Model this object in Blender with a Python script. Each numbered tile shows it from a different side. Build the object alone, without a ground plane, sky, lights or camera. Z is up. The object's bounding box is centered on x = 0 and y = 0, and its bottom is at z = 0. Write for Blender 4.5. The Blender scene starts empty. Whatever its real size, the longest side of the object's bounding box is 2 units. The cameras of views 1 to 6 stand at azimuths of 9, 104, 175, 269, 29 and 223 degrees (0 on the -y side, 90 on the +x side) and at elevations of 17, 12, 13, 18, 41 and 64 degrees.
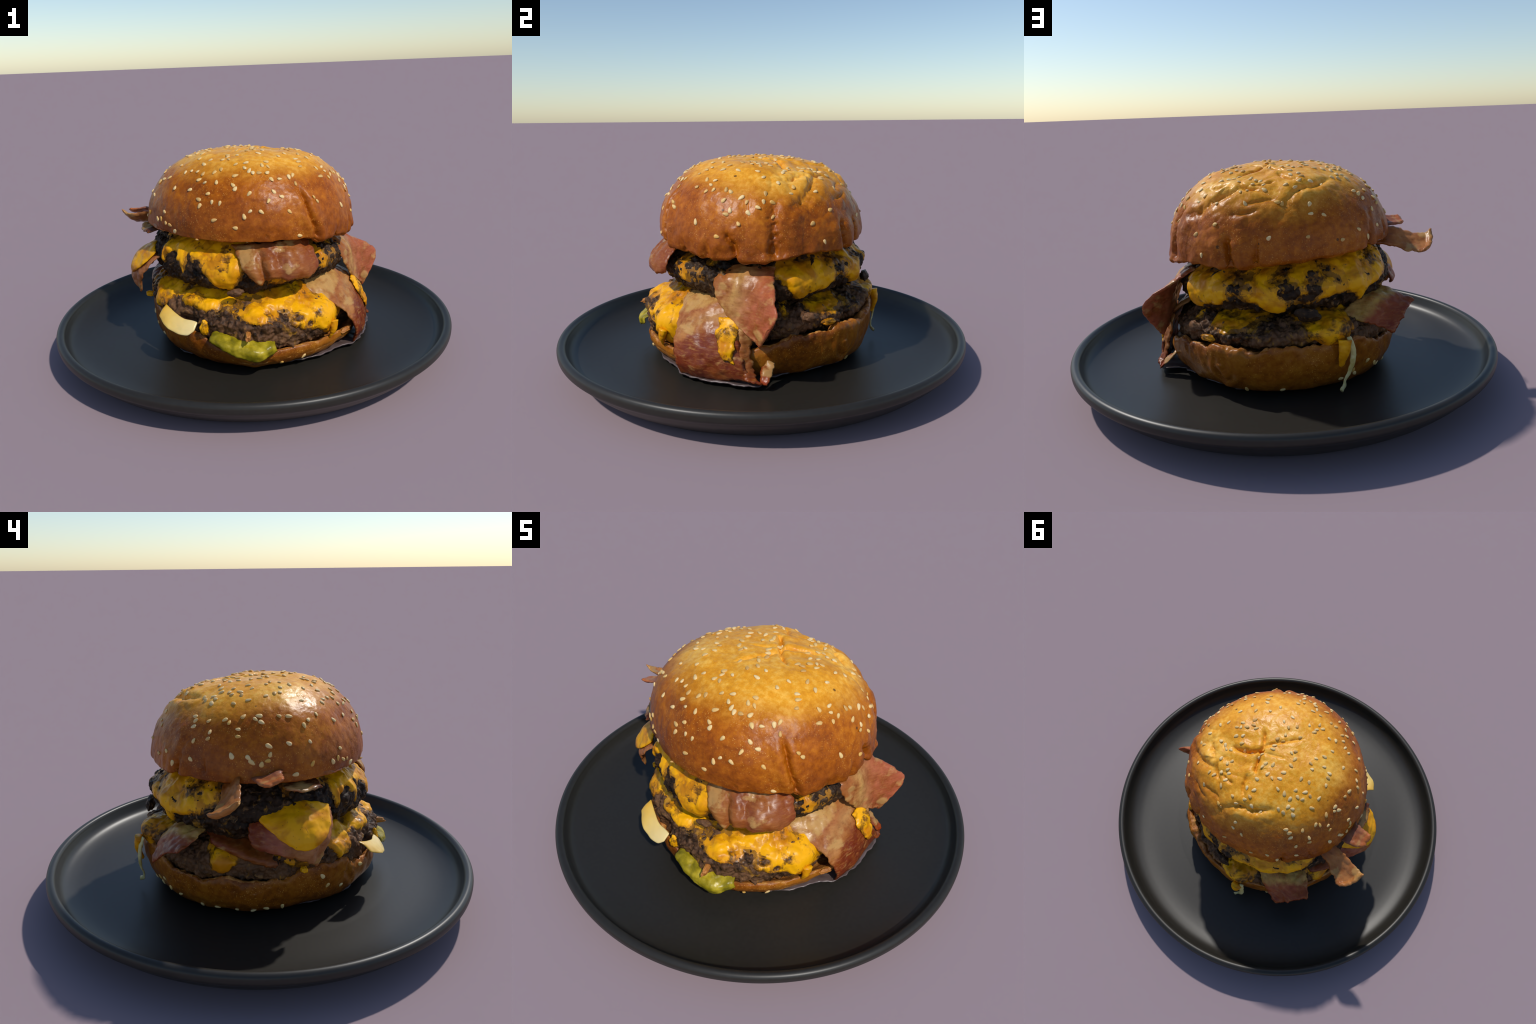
import bpy, math, random
import numpy as np
from mathutils import Vector, Matrix

rng = np.random.default_rng(7)
random.seed(7)
TAU = 2 * math.pi

# ------------------------------------------------------------------ noise ---
_perm = np.random.default_rng(11).permutation(256)
_perm = np.concatenate([_perm, _perm, _perm])
_grad = np.random.default_rng(12).normal(size=(256, 3))
_grad /= np.linalg.norm(_grad, axis=1)[:, None]


def perlin(p):
    """gradient noise of points (N,3), about -0.7..0.7"""
    i = np.floor(p).astype(int)
    f = p - i
    i &= 255
    u = f * f * f * (f * (f * 6 - 15) + 10)
    out = 0
    for dx in (0, 1):
        for dy in (0, 1):
            for dz in (0, 1):
                h = _perm[_perm[_perm[i[:, 0] + dx] + i[:, 1] + dy] + i[:, 2] + dz]
                g = _grad[h]
                d = (g * (f - np.array([dx, dy, dz]))).sum(1)
                w = (u[:, 0] if dx else 1 - u[:, 0]) * (u[:, 1] if dy else 1 - u[:, 1]) * (u[:, 2] if dz else 1 - u[:, 2])
                out = out + w * d
    return out


def fbm(p, scale, octaves=3, seed=0.0, gain=0.5):
    q = p / scale + np.array([seed * 3.1, seed * 1.7 + 5, seed * 2.3 + 9])
    a, s, amp = 0, 0, 1.0
    for _ in range(octaves):
        a = a + amp * perlin(q)
        q = q * 2.03 + 7.7
        amp *= gain
    return a


def worley(p, scale, seed=0.0):
    """distance to the nearest jittered cell point, 0..1"""
    q = p / scale + seed * 5.3
    i = np.floor(q).astype(int)
    best = np.full(len(q), 9.0)
    for dx in (-1, 0, 1):
        for dy in (-1, 0, 1):
            for dz in (-1, 0, 1):
                c = i + np.array([dx, dy, dz])
                h = _perm[_perm[_perm[c[:, 0] & 255] + (c[:, 1] & 255)] + (c[:, 2] & 255)]
                j = 0.5 + 0.42 * _grad[h]
                best = np.minimum(best, ((q - c - j) ** 2).sum(1))
    return np.sqrt(best)


def smooth(a, b, x):
    t = np.clip((x - a) / (b - a), 0, 1)
    return t * t * (3 - 2 * t)


def around(points):
    """periodic smooth interpolation of (degrees, value) control points"""
    pts = sorted(points)
    a = np.array([p[0] for p in pts], float)
    v = np.array([p[1] for p in pts], float)
    a = np.concatenate([a - 360, a, a + 360])
    v = np.concatenate([v, v, v])

    def f(th):
        d = np.degrees(np.asarray(th))
        d = (d + 180) % 360 - 180
        k = np.clip(np.searchsorted(a, d) - 1, 0, len(a) - 2)
        t = (d - a[k]) / (a[k + 1] - a[k])
        t = t * t * (3 - 2 * t)
        return v[k] * (1 - t) + v[k + 1] * t
    return f


# -------------------------------------------------------------- mesh tools ---
def make_object(name, verts, faces, mat, parent=None, smooth_shade=True):
    me = bpy.data.meshes.new(name)
    me.from_pydata([tuple(v) for v in np.asarray(verts, float)], [], faces)
    me.update()
    if smooth_shade:
        me.polygons.foreach_set('use_smooth', np.ones(len(me.polygons), bool))
    for m in (mat if isinstance(mat, (list, tuple)) else [mat]):
        me.materials.append(m)
    ob = bpy.data.objects.new(name, me)
    bpy.context.collection.objects.link(ob)
    if parent:
        ob.parent = parent
    return ob


def grid_faces(nu, nv, wrap_u=False, keep=None):
    """index quads of a grid stored u-major (index = u * nv + v)"""
    U = nu if wrap_u else nu - 1
    u, v = np.meshgrid(np.arange(U), np.arange(nv - 1), indexing='ij')
    u2 = (u + 1) % nu
    q = np.stack([u * nv + v, u * nv + v + 1, u2 * nv + v + 1, u2 * nv + v], -1).reshape(-1, 4)
    if keep is not None:
        q = q[keep[q].any(1)]
    return q


def grid_normals(P, wrap_u=True):
    """P (nu,nv,3); outward normals of a ring surface running top to bottom"""
    if wrap_u:
        du = np.roll(P, -1, 0) - np.roll(P, 1, 0)
    else:
        du = np.gradient(P, axis=0)
    dv = np.gradient(P, axis=1)
    n = np.cross(dv, du)
    return n / (np.linalg.norm(n, axis=-1, keepdims=True) + 1e-12)


def compact(verts, faces):
    used = np.unique(faces)
    idx = -np.ones(len(verts), int)
    idx[used] = np.arange(len(used))
    return verts[used], idx[faces]


def resample(curve, n):
    c = np.asarray(curve, float)
    d = np.concatenate([[0], np.cumsum(np.linalg.norm(np.diff(c, axis=0), axis=1))])
    t = np.linspace(0, d[-1], n)
    return np.stack([np.interp(t, d, c[:, k]) for k in range(c.shape[1])], 1)


def catmull(P, n):
    """resample rows of control points P (m, ...) to n rows, smoothly"""
    P = np.asarray(P, float)
    m = len(P)
    if m == 2:
        t = np.linspace(0, 1, n).reshape((-1,) + (1,) * (P.ndim - 1))
        return P[0] * (1 - t) + P[1] * t
    Q = np.concatenate([[2 * P[0] - P[1]], P, [2 * P[-1] - P[-2]]])
    t = np.linspace(0, m - 1 - 1e-9, n)
    k = t.astype(int)
    f = (t - k).reshape((-1,) + (1,) * (P.ndim - 1))
    a, b, c, d = Q[k], Q[k + 1], Q[k + 2], Q[k + 3]
    return 0.5 * (2 * b + (c - a) * f + (2 * a - 5 * b + 4 * c - d) * f ** 2 + (3 * b - a - 3 * c + d) * f ** 3)


def slab(name, rows, mat, parent, thick=0.014, res=0.005, wave=0.006, wave_scale=0.05,
         grain=0.0015, ragged=0.006, seed=1.0, taper=0.5, wave_dir=None):
    """a soft sheet with rounded rims through a grid of control points (rows x columns)"""
    G = np.asarray(rows, float)
    L = np.linalg.norm(np.diff(G, axis=0), axis=2).sum(0).max()
    W = np.linalg.norm(np.diff(G, axis=1), axis=2).sum(1).max()
    nu, nv = max(8, int(L / res)), max(8, int(W / res))
    A = catmull(G, nu)
    A = catmull(np.swapaxes(A, 0, 1), nv)
    A = np.swapaxes(A, 0, 1)                                  # nu, nv, 3
    # ragged rim: pull the parameter of the outline in and out
    uu = np.linspace(0, 1, nu)[:, None, None]
    vv = np.linspace(0, 1, nv)[None, :, None]
    flat = A.reshape(-1, 3)
    du = np.gradient(A, axis=0)
    dv = np.gradient(A, axis=1)
    du /= np.linalg.norm(du, axis=-1, keepdims=True) + 1e-9
    dv /= np.linalg.norm(dv, axis=-1, keepdims=True) + 1e-9
    r1 = fbm(flat, 0.03, 3, seed).reshape(nu, nv, 1)
    r2 = fbm(flat, 0.03, 3, seed + 4).reshape(nu, nv, 1)
    A = A + ragged * 2 * (du * r1 * np.abs(2 * uu - 1) ** 3 + dv * r2 * np.abs(2 * vv - 1) ** 3)
    n = grid_normals(A, False)
    w = fbm(A.reshape(-1, 3), wave_scale, 2, seed + 2).reshape(nu, nv, 1)
    A = A + n * w * wave * 2
    n = grid_normals(A, False)
    e = np.minimum(np.minimum(uu, 1 - uu) * L, np.minimum(vv, 1 - vv) * W)
    t = thick * (taper + (1 - taper) * np.sqrt(np.clip(e / thick, 0, 1))) / 2
    f1 = fbm(A.reshape(-1, 3), 0.022, 2, seed + 3).reshape(nu, nv, 1) * grain * 2
    top = A + n * (t + f1)
    bot = A - n * (t + f1 * 0.5)
    # closed tube: across = top row then bottom row back, rounded rim by a mid vertex
    rimL = A[:, :1] - dv[:, :1] * thick * 0.35
    rimR = A[:, -1:] + dv[:, -1:] * thick * 0.35
    ring = np.concatenate([rimL, top, rimR, bot[:, ::-1]], 1)  # nu, 2nv+2
    m = ring.shape[1]
    V = ring.reshape(-1, 3)
    F = []
    for i in range(nu - 1):
        for j in range(m):
            j2 = (j + 1) % m
            F.append((i * m + j, (i + 1) * m + j, (i + 1) * m + j2, i * m + j2))
    for i, s, d in ((0, 1, -1), (nu - 1, -1, 1)):
        rim = A[i] + du[i] * d * thick * 0.35
        base = len(V)
        V = np.concatenate([V, rim])
        for j in range(nv - 1):
            a, b = i * m + 1 + j, i * m + 2 + j
            c, d2 = i * m + m - 1 - j, i * m + m - 2 - j
            q1 = (a, b, base + j + 1, base + j)
            q2 = (base + j, base + j + 1, d2, c)
            F += [q1[::s], q2[::s]]
        F.append(((i * m, i * m + 1, base, i * m + m - 1))[::s])
        F.append(((i * m + nv + 1, i * m + nv + 2, base + nv - 1, i * m + nv))[::s])
    return make_object(name, V, F, mat, parent)


def push(rows, dr=0.0, dz=0.0):
    """move control points outwards from the burger's axis and up"""
    G = np.array(rows, float)
    r = np.hypot(G[..., 0], G[..., 1])[..., None]
    G[..., :2] *= (r + dr) / r
    G[..., 2] += dz
    return G


def blob(name, centre, axes, mat, parent, lump=0.25, seed=0.0, n=24):
    """small lumpy ellipsoid; axes = 3x3 rows (half axes)"""
    t = np.linspace(0, TAU, 2 * n, endpoint=False)
    p = np.linspace(0.02, math.pi - 0.02, n)
    T, P = np.meshgrid(t, p, indexing='ij')
    S = np.stack([np.cos(T) * np.sin(P), np.sin(T) * np.sin(P), np.cos(P)], -1).reshape(-1, 3)
    S = S * (1 + lump * fbm(S, 0.9, 3, seed))[:, None]
    V = np.asarray(centre) + S @ np.asarray(axes, float)
    F = grid_faces(2 * n, n, True).tolist()
    F.append([i * n for i in range(2 * n)])
    F.append([i * n + n - 1 for i in range(2 * n)][::-1])
    return make_object(name, V, F, mat, parent)


def tube(name, pts, radii, mat, parent, flat=1.0, seed=0.0, m=14):
    C = catmull(np.array(pts), 60)
    R = catmull(np.array(radii, float)[:, None], 60)[:, 0]
    T = np.gradient(C, axis=0)
    T /= np.linalg.norm(T, axis=1)[:, None]
    out = C.copy()
    out[:, 2] = 0
    out /= np.linalg.norm(out, axis=1)[:, None]
    B = np.cross(T, out)
    B /= np.linalg.norm(B, axis=1)[:, None]
    N = np.cross(B, T)
    a = np.linspace(0, TAU, m, endpoint=False)
    V = C[:, None] + R[:, None, None] * (np.cos(a)[None, :, None] * B[:, None] + flat * np.sin(a)[None, :, None] * N[:, None])
    V = V.reshape(-1, 3)
    V += T.repeat(m, 0) * 0 + (fbm(V, 0.02, 2, seed) * 0.004)[:, None]
    k = len(C)
    F = [(i * m + j, i * m + (j + 1) % m, (i + 1) * m + (j + 1) % m, (i + 1) * m + j) for i in range(k - 1) for j in range(m)]
    F.append(tuple(range(m))[::-1])
    F.append(tuple((k - 1) * m + j for j in range(m)))
    return make_object(name, V, F, mat, parent)


# --------------------------------------------------------------- materials ---
class Nodes:
    """short hand for building a node material on object coordinates"""

    def __init__(self, name):
        self.mat = bpy.data.materials.new(name)
        self.mat.use_nodes = True
        self.t = self.mat.node_tree
        self.bsdf = self.t.nodes['Principled BSDF']
        self.co = self.t.nodes.new('ShaderNodeTexCoord').outputs['Object']

    def new(self, kind, **kw):
        n = self.t.nodes.new(kind)
        for k, v in kw.items():
            setattr(n, k, v)
        return n

    def link(self, a, b):
        self.t.links.new(a, b)

    def put(self, sock, v):
        if isinstance(v, bpy.types.NodeSocket):
            self.link(v, sock)
        else:
            sock.default_value = v

    def mapped(self, scale=(1, 1, 1), rot=(0, 0, 0), loc=(0, 0, 0)):
        m = self.new('ShaderNodeMapping')
        self.link(self.co, m.inputs[0])
        m.inputs['Location'].default_value = loc
        m.inputs['Rotation'].default_value = rot
        m.inputs['Scale'].default_value = scale
        return m.outputs[0]

    def noise(self, scale, detail=4, rough=0.55, co=None, dist=0.0):
        n = self.new('ShaderNodeTexNoise')
        self.link(co or self.co, n.inputs['Vector'])
        n.inputs['Scale'].default_value = scale
        n.inputs['Detail'].default_value = detail
        n.inputs['Roughness'].default_value = rough
        n.inputs['Distortion'].default_value = dist
        return n.outputs[0]

    def voronoi(self, scale, co=None, feature='F1', rand=1.0):
        n = self.new('ShaderNodeTexVoronoi', feature=feature)
        self.link(co or self.co, n.inputs['Vector'])
        n.inputs['Scale'].default_value = scale
        n.inputs['Randomness'].default_value = rand
        return n.outputs[0]

    def ramp(self, fac, stops, interp='LINEAR'):
        n = self.new('ShaderNodeValToRGB')
        n.color_ramp.interpolation = interp
        el = n.color_ramp.elements
        while len(el) < len(stops):
            el.new(0.5)
        for e, (p, c) in zip(el, stops):
            e.position = p
            e.color = (c, c, c, 1) if isinstance(c, (int, float)) else tuple(c) + (1,)
        self.link(fac, n.inputs[0])
        return n.outputs[0]

    def math(self, op, a, b=0.0, clamp=False):
        n = self.new('ShaderNodeMath', operation=op, use_clamp=clamp)
        self.put(n.inputs[0], a)
        self.put(n.inputs[1], b)
        return n.outputs[0]

    def mix(self, fac, a, b, blend='MIX'):
        n = self.new('ShaderNodeMix', data_type='RGBA', blend_type=blend)
        self.put(n.inputs[0], fac)
        for s, v in ((n.inputs[6], a), (n.inputs[7], b)):
            if isinstance(v, bpy.types.NodeSocket):
                self.link(v, s)
            else:
                s.default_value = tuple(v) + (1,)
        return n.outputs[2]

    def along(self, direction, origin=(0, 0, 0)):
        """distance of the point from origin along a direction"""
        sub = self.new('ShaderNodeVectorMath', operation='SUBTRACT')
        self.link(self.co, sub.inputs[0])
        sub.inputs[1].default_value = origin
        dot = self.new('ShaderNodeVectorMath', operation='DOT_PRODUCT')
        self.link(sub.outputs[0], dot.inputs[0])
        dot.inputs[1].default_value = direction
        return dot.outputs['Value']

    def near(self, point, radius, soft=0.5):
        """1 inside a ball, falling to 0 at its rim"""
        d = self.new('ShaderNodeVectorMath', operation='DISTANCE')
        self.link(self.co, d.inputs[0])
        d.inputs[1].default_value = point
        return self.ramp(self.math('DIVIDE', d.outputs['Value'], radius), [(soft, 1.0), (1.0, 0.0)])

    def finish(self, colour, rough=0.5, bump=None, bump_strength=0.3, bump_dist=0.003, spec=0.5, sss=0.0,
               sss_radius=(0.02, 0.008, 0.003), coat=0.0, coat_rough=0.2):
        b = self.bsdf
        self.put(b.inputs['Base Color'], colour if isinstance(colour, bpy.types.NodeSocket) else tuple(colour) + (1,))
        self.put(b.inputs['Roughness'], rough)
        self.put(b.inputs['Specular IOR Level'], spec)
        if sss:
            b.inputs['Subsurface Weight'].default_value = sss
            b.inputs['Subsurface Radius'].default_value = sss_radius
            b.inputs['Subsurface Scale'].default_value = 1.0
        if coat:
            b.inputs['Coat Weight'].default_value = coat
            b.inputs['Coat Roughness'].default_value = coat_rough
        if bump is not None:
            n = self.new('ShaderNodeBump')
            n.inputs['Strength'].default_value = bump_strength
            n.inputs['Distance'].default_value = bump_dist
            self.link(bump, n.inputs['Height'])
            self.link(n.outputs[0], b.inputs['Normal'])
        return self.mat


def plate_material():
    N = Nodes('black_stoneware')
    c = N.ramp(N.noise(60, 3), [(0.3, (0.0185, 0.0162, 0.0125)), (0.7, (0.0225, 0.020, 0.0158))])
    return N.finish(c, 0.40, N.noise(400, 2), 0.03, 0.001, spec=0.40)


def bun_material(name, dark=(0.24, 0.052, 0.002), mid=(0.38, 0.098, 0.003), pale=(0.52, 0.165, 0.007), crown=True):
    N = Nodes(name)
    big = N.noise(3.2, 3, 0.5)
    fine = N.noise(34, 5, 0.68)
    tone = N.math('ADD', N.math('MULTIPLY', big, 0.5), N.math('MULTIPLY', fine, 0.5))
    base = N.ramp(tone, [(0.38, dark), (0.50, mid), (0.62, pale)])
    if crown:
        # three tones by distance from the crown: pale gold on top, orange-brown flanks, darkest towards the lip
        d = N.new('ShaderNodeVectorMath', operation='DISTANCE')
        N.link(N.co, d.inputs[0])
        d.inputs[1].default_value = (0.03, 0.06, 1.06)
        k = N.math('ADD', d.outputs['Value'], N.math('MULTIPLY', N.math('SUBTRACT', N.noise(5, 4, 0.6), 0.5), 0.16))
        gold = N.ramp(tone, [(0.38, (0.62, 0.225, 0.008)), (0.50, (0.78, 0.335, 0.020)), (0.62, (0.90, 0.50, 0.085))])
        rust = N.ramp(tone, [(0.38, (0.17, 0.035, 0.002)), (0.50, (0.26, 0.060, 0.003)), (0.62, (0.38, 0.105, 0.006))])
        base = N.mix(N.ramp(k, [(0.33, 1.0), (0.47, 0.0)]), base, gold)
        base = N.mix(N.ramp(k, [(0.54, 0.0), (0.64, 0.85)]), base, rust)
        spot = N.ramp(N.voronoi(7), [(0.045, 1.0), (0.06, 0.0)])
        base = N.mix(N.math('MULTIPLY', spot, 0.8), base, (0.06, 0.022, 0.008))
    # tiny pale blisters in the glaze
    bl = N.ramp(N.voronoi(105), [(0.12, 1.0), (0.27, 0.0)])
    bl = N.math('MULTIPLY', bl, N.ramp(N.noise(10, 3), [(0.40, 0.0), (0.60, 0.6)]))
    base = N.mix(bl, base, (0.68, 0.33, 0.06))
    rough = N.ramp(N.noise(9, 4), [(0.3, 0.28), (0.7, 0.44)])
    bump = N.math('ADD', N.math('MULTIPLY', N.noise(110, 3, 0.6), 0.6), N.math('MULTIPLY', N.noise(26, 4), 0.7))
    bump = N.math('ADD', bump, N.math('MULTIPLY', bl, 0.6))
    return N.finish(base, rough, bump, 0.32, 0.004, spec=0.22)


def crumb_material():
    N = Nodes('toasted_crumb')
    c = N.ramp(N.noise(25, 5, 0.65), [(0.3, (0.16, 0.045, 0.008)), (0.55, (0.42, 0.15, 0.02)), (0.75, (0.62, 0.36, 0.10))])
    return N.finish(c, 0.6, N.noise(90, 4), 0.5, 0.006)


def patty_material(name, brown, char=0.5):
    N = Nodes(name)
    big = N.noise(8, 4, 0.6)
    fine = N.noise(50, 5, 0.65)
    k = N.math('ADD', N.math('MULTIPLY', big, 0.6), N.math('MULTIPLY', fine, 0.4))
    o = 0.06 * (char - 0.5)
    c = N.ramp(k, [(0.37 + o, (0.007, 0.0048, 0.0035)), (0.46 + o, (0.028, 0.014, 0.007)), (0.54 + o, tuple(0.6 * b for b in brown)), (0.66 + o, brown),
                   (0.78 + o, tuple(1.6 * b for b in brown))])
    fat = N.ramp(N.noise(22, 4, 0.6, dist=1.0), [(0.60, 0.0), (0.70, 0.75)])
    c = N.mix(fat, c, (0.27, 0.14, 0.05))
    # cheese oil smeared into the crumb
    oil = N.ramp(N.noise(13, 5, 0.65, dist=0.5), [(0.60, 0.0), (0.70, 0.8)])
    c = N.mix(oil, c, (0.40, 0.19, 0.015))
    rough = N.ramp(N.noise(30, 3), [(0.3, 0.30), (0.7, 0.55)])
    return N.finish(c, rough, N.math('ADD', N.noise(70, 5, 0.7), N.math('MULTIPLY', N.voronoi(60), 0.5)), 0.55, 0.006, spec=0.14)


def cheese_material(name, main=(0.84, 0.385, 0.003), deep=(0.56, 0.195, 0.003), stain=0.5):
    N = Nodes(name)
    k = N.noise(9, 4, 0.55, dist=0.6)
    c = N.ramp(k, [(0.38, deep), (0.54, main), (0.75, tuple(min(1, 1.05 * a) for a in main))])
    # beef juices and crust bits stain the melt
    o = 0.1 * (0.5 - stain)
    s = N.ramp(N.noise(12, 5, 0.66, dist=0.4), [(0.55 + o, 0.0), (0.62 + o, 0.75), (0.70 + o, 1.0)])
    c = N.mix(s, c, N.ramp(N.noise(48, 4, 0.65), [(0.38, (0.022, 0.010, 0.005)), (0.52, (0.10, 0.040, 0.008)), (0.66, (0.46, 0.19, 0.012))]))
    # pepper specks
    p = N.ramp(N.voronoi(55), [(0.06, 1.0), (0.10, 0.0)])
    p = N.math('MULTIPLY', p, N.ramp(N.noise(15, 2), [(0.42, 0.0), (0.55, 1.0)]))
    c = N.mix(p, c, (0.09, 0.035, 0.008))
    rough = N.ramp(N.noise(24, 3), [(0.3, 0.26), (0.7, 0.44)])
    return N.finish(c, rough, N.math('ADD', N.noise(30, 4), N.math('MULTIPLY', s, 0.6)), 0.22, 0.005, spec=0.2)


def bacon_material(name, direction, origin, stops, grain_rot=(0, 0, 0), wobble=0.05, brown=0.5):
    """streaks of fat and lean change along one direction, edges wander with noise"""
    N = Nodes(name)
    d = N.along(direction, origin)
    w = N.math('MULTIPLY', N.math('SUBTRACT', N.noise(13, 4, 0.6), 0.5), wobble * 2)
    k = N.math('ADD', d, w)
    lo, hi = stops[0][0], stops[-1][0]
    k = N.math('DIVIDE', N.math('SUBTRACT', k, lo), hi - lo, clamp=True)
    c = N.ramp(k, [((p - lo) / (hi - lo), col) for p, col in stops])
    br = N.ramp(N.noise(15, 5, 0.66), [(0.43 + 0.1 * (0.5 - brown), 0.0), (0.66 + 0.1 * (0.5 - brown), 0.8)])
    c = N.mix(br, c, (0.27, 0.07, 0.010))
    fat = N.ramp(N.noise(9, 4, 0.55, co=N.mapped((1.3, 0.8, 1.6), grain_rot, (3, 1, 2))), [(0.56, 0.0), (0.64, 0.7)])
    c = N.mix(fat, c, (0.58, 0.37, 0.13))
    fib = N.noise(30, 4, 0.6, co=N.mapped((1, 1, 4), grain_rot))
    c = N.mix(N.ramp(fib, [(0.50, 0.0), (0.78, 0.4)]), c, (0.62, 0.30, 0.09))
    c = N.mix(N.ramp(fib, [(0.25, 0.5), (0.42, 0.0)]), c, (0.16, 0.04, 0.012))
    sp = N.ramp(N.voronoi(42), [(0.04, 1.0), (0.08, 0.0)])
    c = N.mix(N.math('MULTIPLY', sp, 0.7), c, (0.05, 0.02, 0.012))
    c = N.mix(1.0, c, (0.84, 0.76, 0.70), 'MULTIPLY')
    rough = N.ramp(N.noise(40, 3), [(0.3, 0.25), (0.7, 0.45)])
    return N.finish(c, rough, N.math('ADD', fib, N.math('MULTIPLY', N.noise(60, 4), 0.6)), 0.25, 0.004, spec=0.25)


FAT = (0.56, 0.33, 0.105)
PALE = (0.44, 0.175, 0.045)
LEAN = (0.35, 0.085, 0.028)
RED = (0.20, 0.032, 0.009)
BROWN = (0.25, 0.068, 0.009)
DARK = (0.07, 0.020, 0.008)

M_plate = plate_material()
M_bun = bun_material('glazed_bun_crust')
M_heel = bun_material('bottom_bun_crust', dark=(0.14, 0.034, 0.003), mid=(0.25, 0.068, 0.004), pale=(0.34, 0.115, 0.009), crown=False)
M_crumb = crumb_material()
M_patty_up = patty_material('charred_beef', (0.075, 0.042, 0.022), 0.7)
M_patty_low = patty_material('browned_beef', (0.18, 0.086, 0.040), -0.2)
M_cheese_up = cheese_material('melted_cheese', stain=0.25)
M_cheese_low = cheese_material('melted_cheese_greasy', stain=0.62)
M_cheese_clean = cheese_material('melted_cheese_clean', stain=-0.2)
M_cheese_thin = cheese_material('melted_cheese_thin', main=(0.66, 0.28, 0.006), deep=(0.44, 0.155, 0.005), stain=0.85)
M_cheese_crust = cheese_material('melted_cheese_crusted', main=(0.30, 0.13, 0.012), deep=(0.13, 0.055, 0.012), stain=1.1)


def seed_material():
    N = Nodes('sesame_ivory')
    oi = N.new('ShaderNodeObjectInfo').outputs['Random']
    c = N.ramp(oi, [(0.0, (0.56, 0.31, 0.09)), (0.25, (0.72, 0.48, 0.18)), (0.8, (0.82, 0.61, 0.30)), (1.0, (0.66, 0.36, 0.07))])
    c = N.mix(N.ramp(N.noise(90, 3), [(0.4, 0.0), (0.75, 0.4)]), c, (0.58, 0.34, 0.10))
    return N.finish(c, 0.42, spec=0.25)


M_seed = seed_material()


def pickle_material():
    N = Nodes('pickle_green')
    c = N.ramp(N.noise(16, 4, 0.6), [(0.3, (0.10, 0.085, 0.004)), (0.5, (0.25, 0.19, 0.005)), (0.7, (0.46, 0.34, 0.02))])
    return N.finish(c, 0.32, N.noise(50, 4), 0.2, 0.004, spec=0.25)


def onion_material():
    N = Nodes('onion_ivory')
    d = N.along((0.9, -0.35, 0.0), (-0.36, -0.40, 0.3))
    c = N.ramp(N.math('ADD', N.math('MULTIPLY', d, 4.2), N.math('MULTIPLY', N.noise(20, 3), 0.25)),
               [(0.15, (0.70, 0.36, 0.012)), (0.5, (0.76, 0.50, 0.12)), (0.95, (0.82, 0.62, 0.27))])
    return N.finish(c, 0.3, N.noise(40, 3, co=N.mapped((1, 1, 5))), 0.15, 0.003, sss=0.1)


def film_material():
    N = Nodes('grease_film')
    c = N.ramp(N.noise(14, 4), [(0.35, (0.085, 0.058, 0.052)), (0.65, (0.14, 0.10, 0.094))])  # mauve darkened to the shade seen around the burger's foot
    return N.finish(c, 0.35, N.noise(40, 3), 0.2, 0.003)


def sauce_material():
    N = Nodes('pale_sauce')
    c = N.ramp(N.noise(25, 3), [(0.35, (0.50, 0.38, 0.12)), (0.65, (0.66, 0.56, 0.28))])
    return N.finish(c, 0.25, sss=0.1)


M_pickle, M_onion, M_film, M_sauce = pickle_material(), onion_material(), film_material(), sauce_material()

# ------------------------------------------------------------------- plate ---
FLOOR = 0.066


def build_plate():
    outer = [(0.0, 0.0), (0.60, 0.0), (0.80, 0.0), (0.845, 0.003), (0.87, 0.017), (0.905, 0.039), (0.95, 0.0775),
             (0.976, 0.105), (0.996, 0.123), (1.0, 0.140), (0.9985, 0.153), (0.992, 0.162), (0.981, 0.1665),
             (0.969, 0.164), (0.961, 0.156), (0.955, 0.142), (0.943, 0.118), (0.925, 0.100), (0.895, 0.0868), (0.85, 0.0762), (0.78, 0.0692),
             (0.66, FLOOR), (0.55, FLOOR), (0.0, FLOOR)]
    P = catmull(np.array(outer), 240)
    P[:, 1] = np.maximum(P[:, 1], 0)
    P = P[1:-1]
    P[:, 0] = np.clip(P[:, 0], 0.001, 1.0)
    n = 256
    th = np.linspace(0, TAU, n, endpoint=False)
    k = len(P)
    V = np.stack([np.cos(th)[:, None] * P[None, :, 0], 0.988 * np.sin(th)[:, None] * P[None, :, 0],
                  np.broadcast_to(P[None, :, 1], (n, k))], -1).reshape(-1, 3)
    F = grid_faces(n, k, True)[:, ::-1].tolist()
    F.append([i * k for i in range(n)][::-1])
    F.append([i * k + k - 1 for i in range(n)])
    ob = make_object('plate', V, F, M_plate)
    ob['label'] = 'round matt black stoneware plate with raised rim'
    ob['category'] = 'plate'
    return ob


build_plate()

burger = bpy.data.objects.new('burger', None)
bpy.context.collection.objects.link(burger)
burger['label'] = 'double bacon cheeseburger in a glossy sesame bun'
burger['category'] = 'burger'

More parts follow.
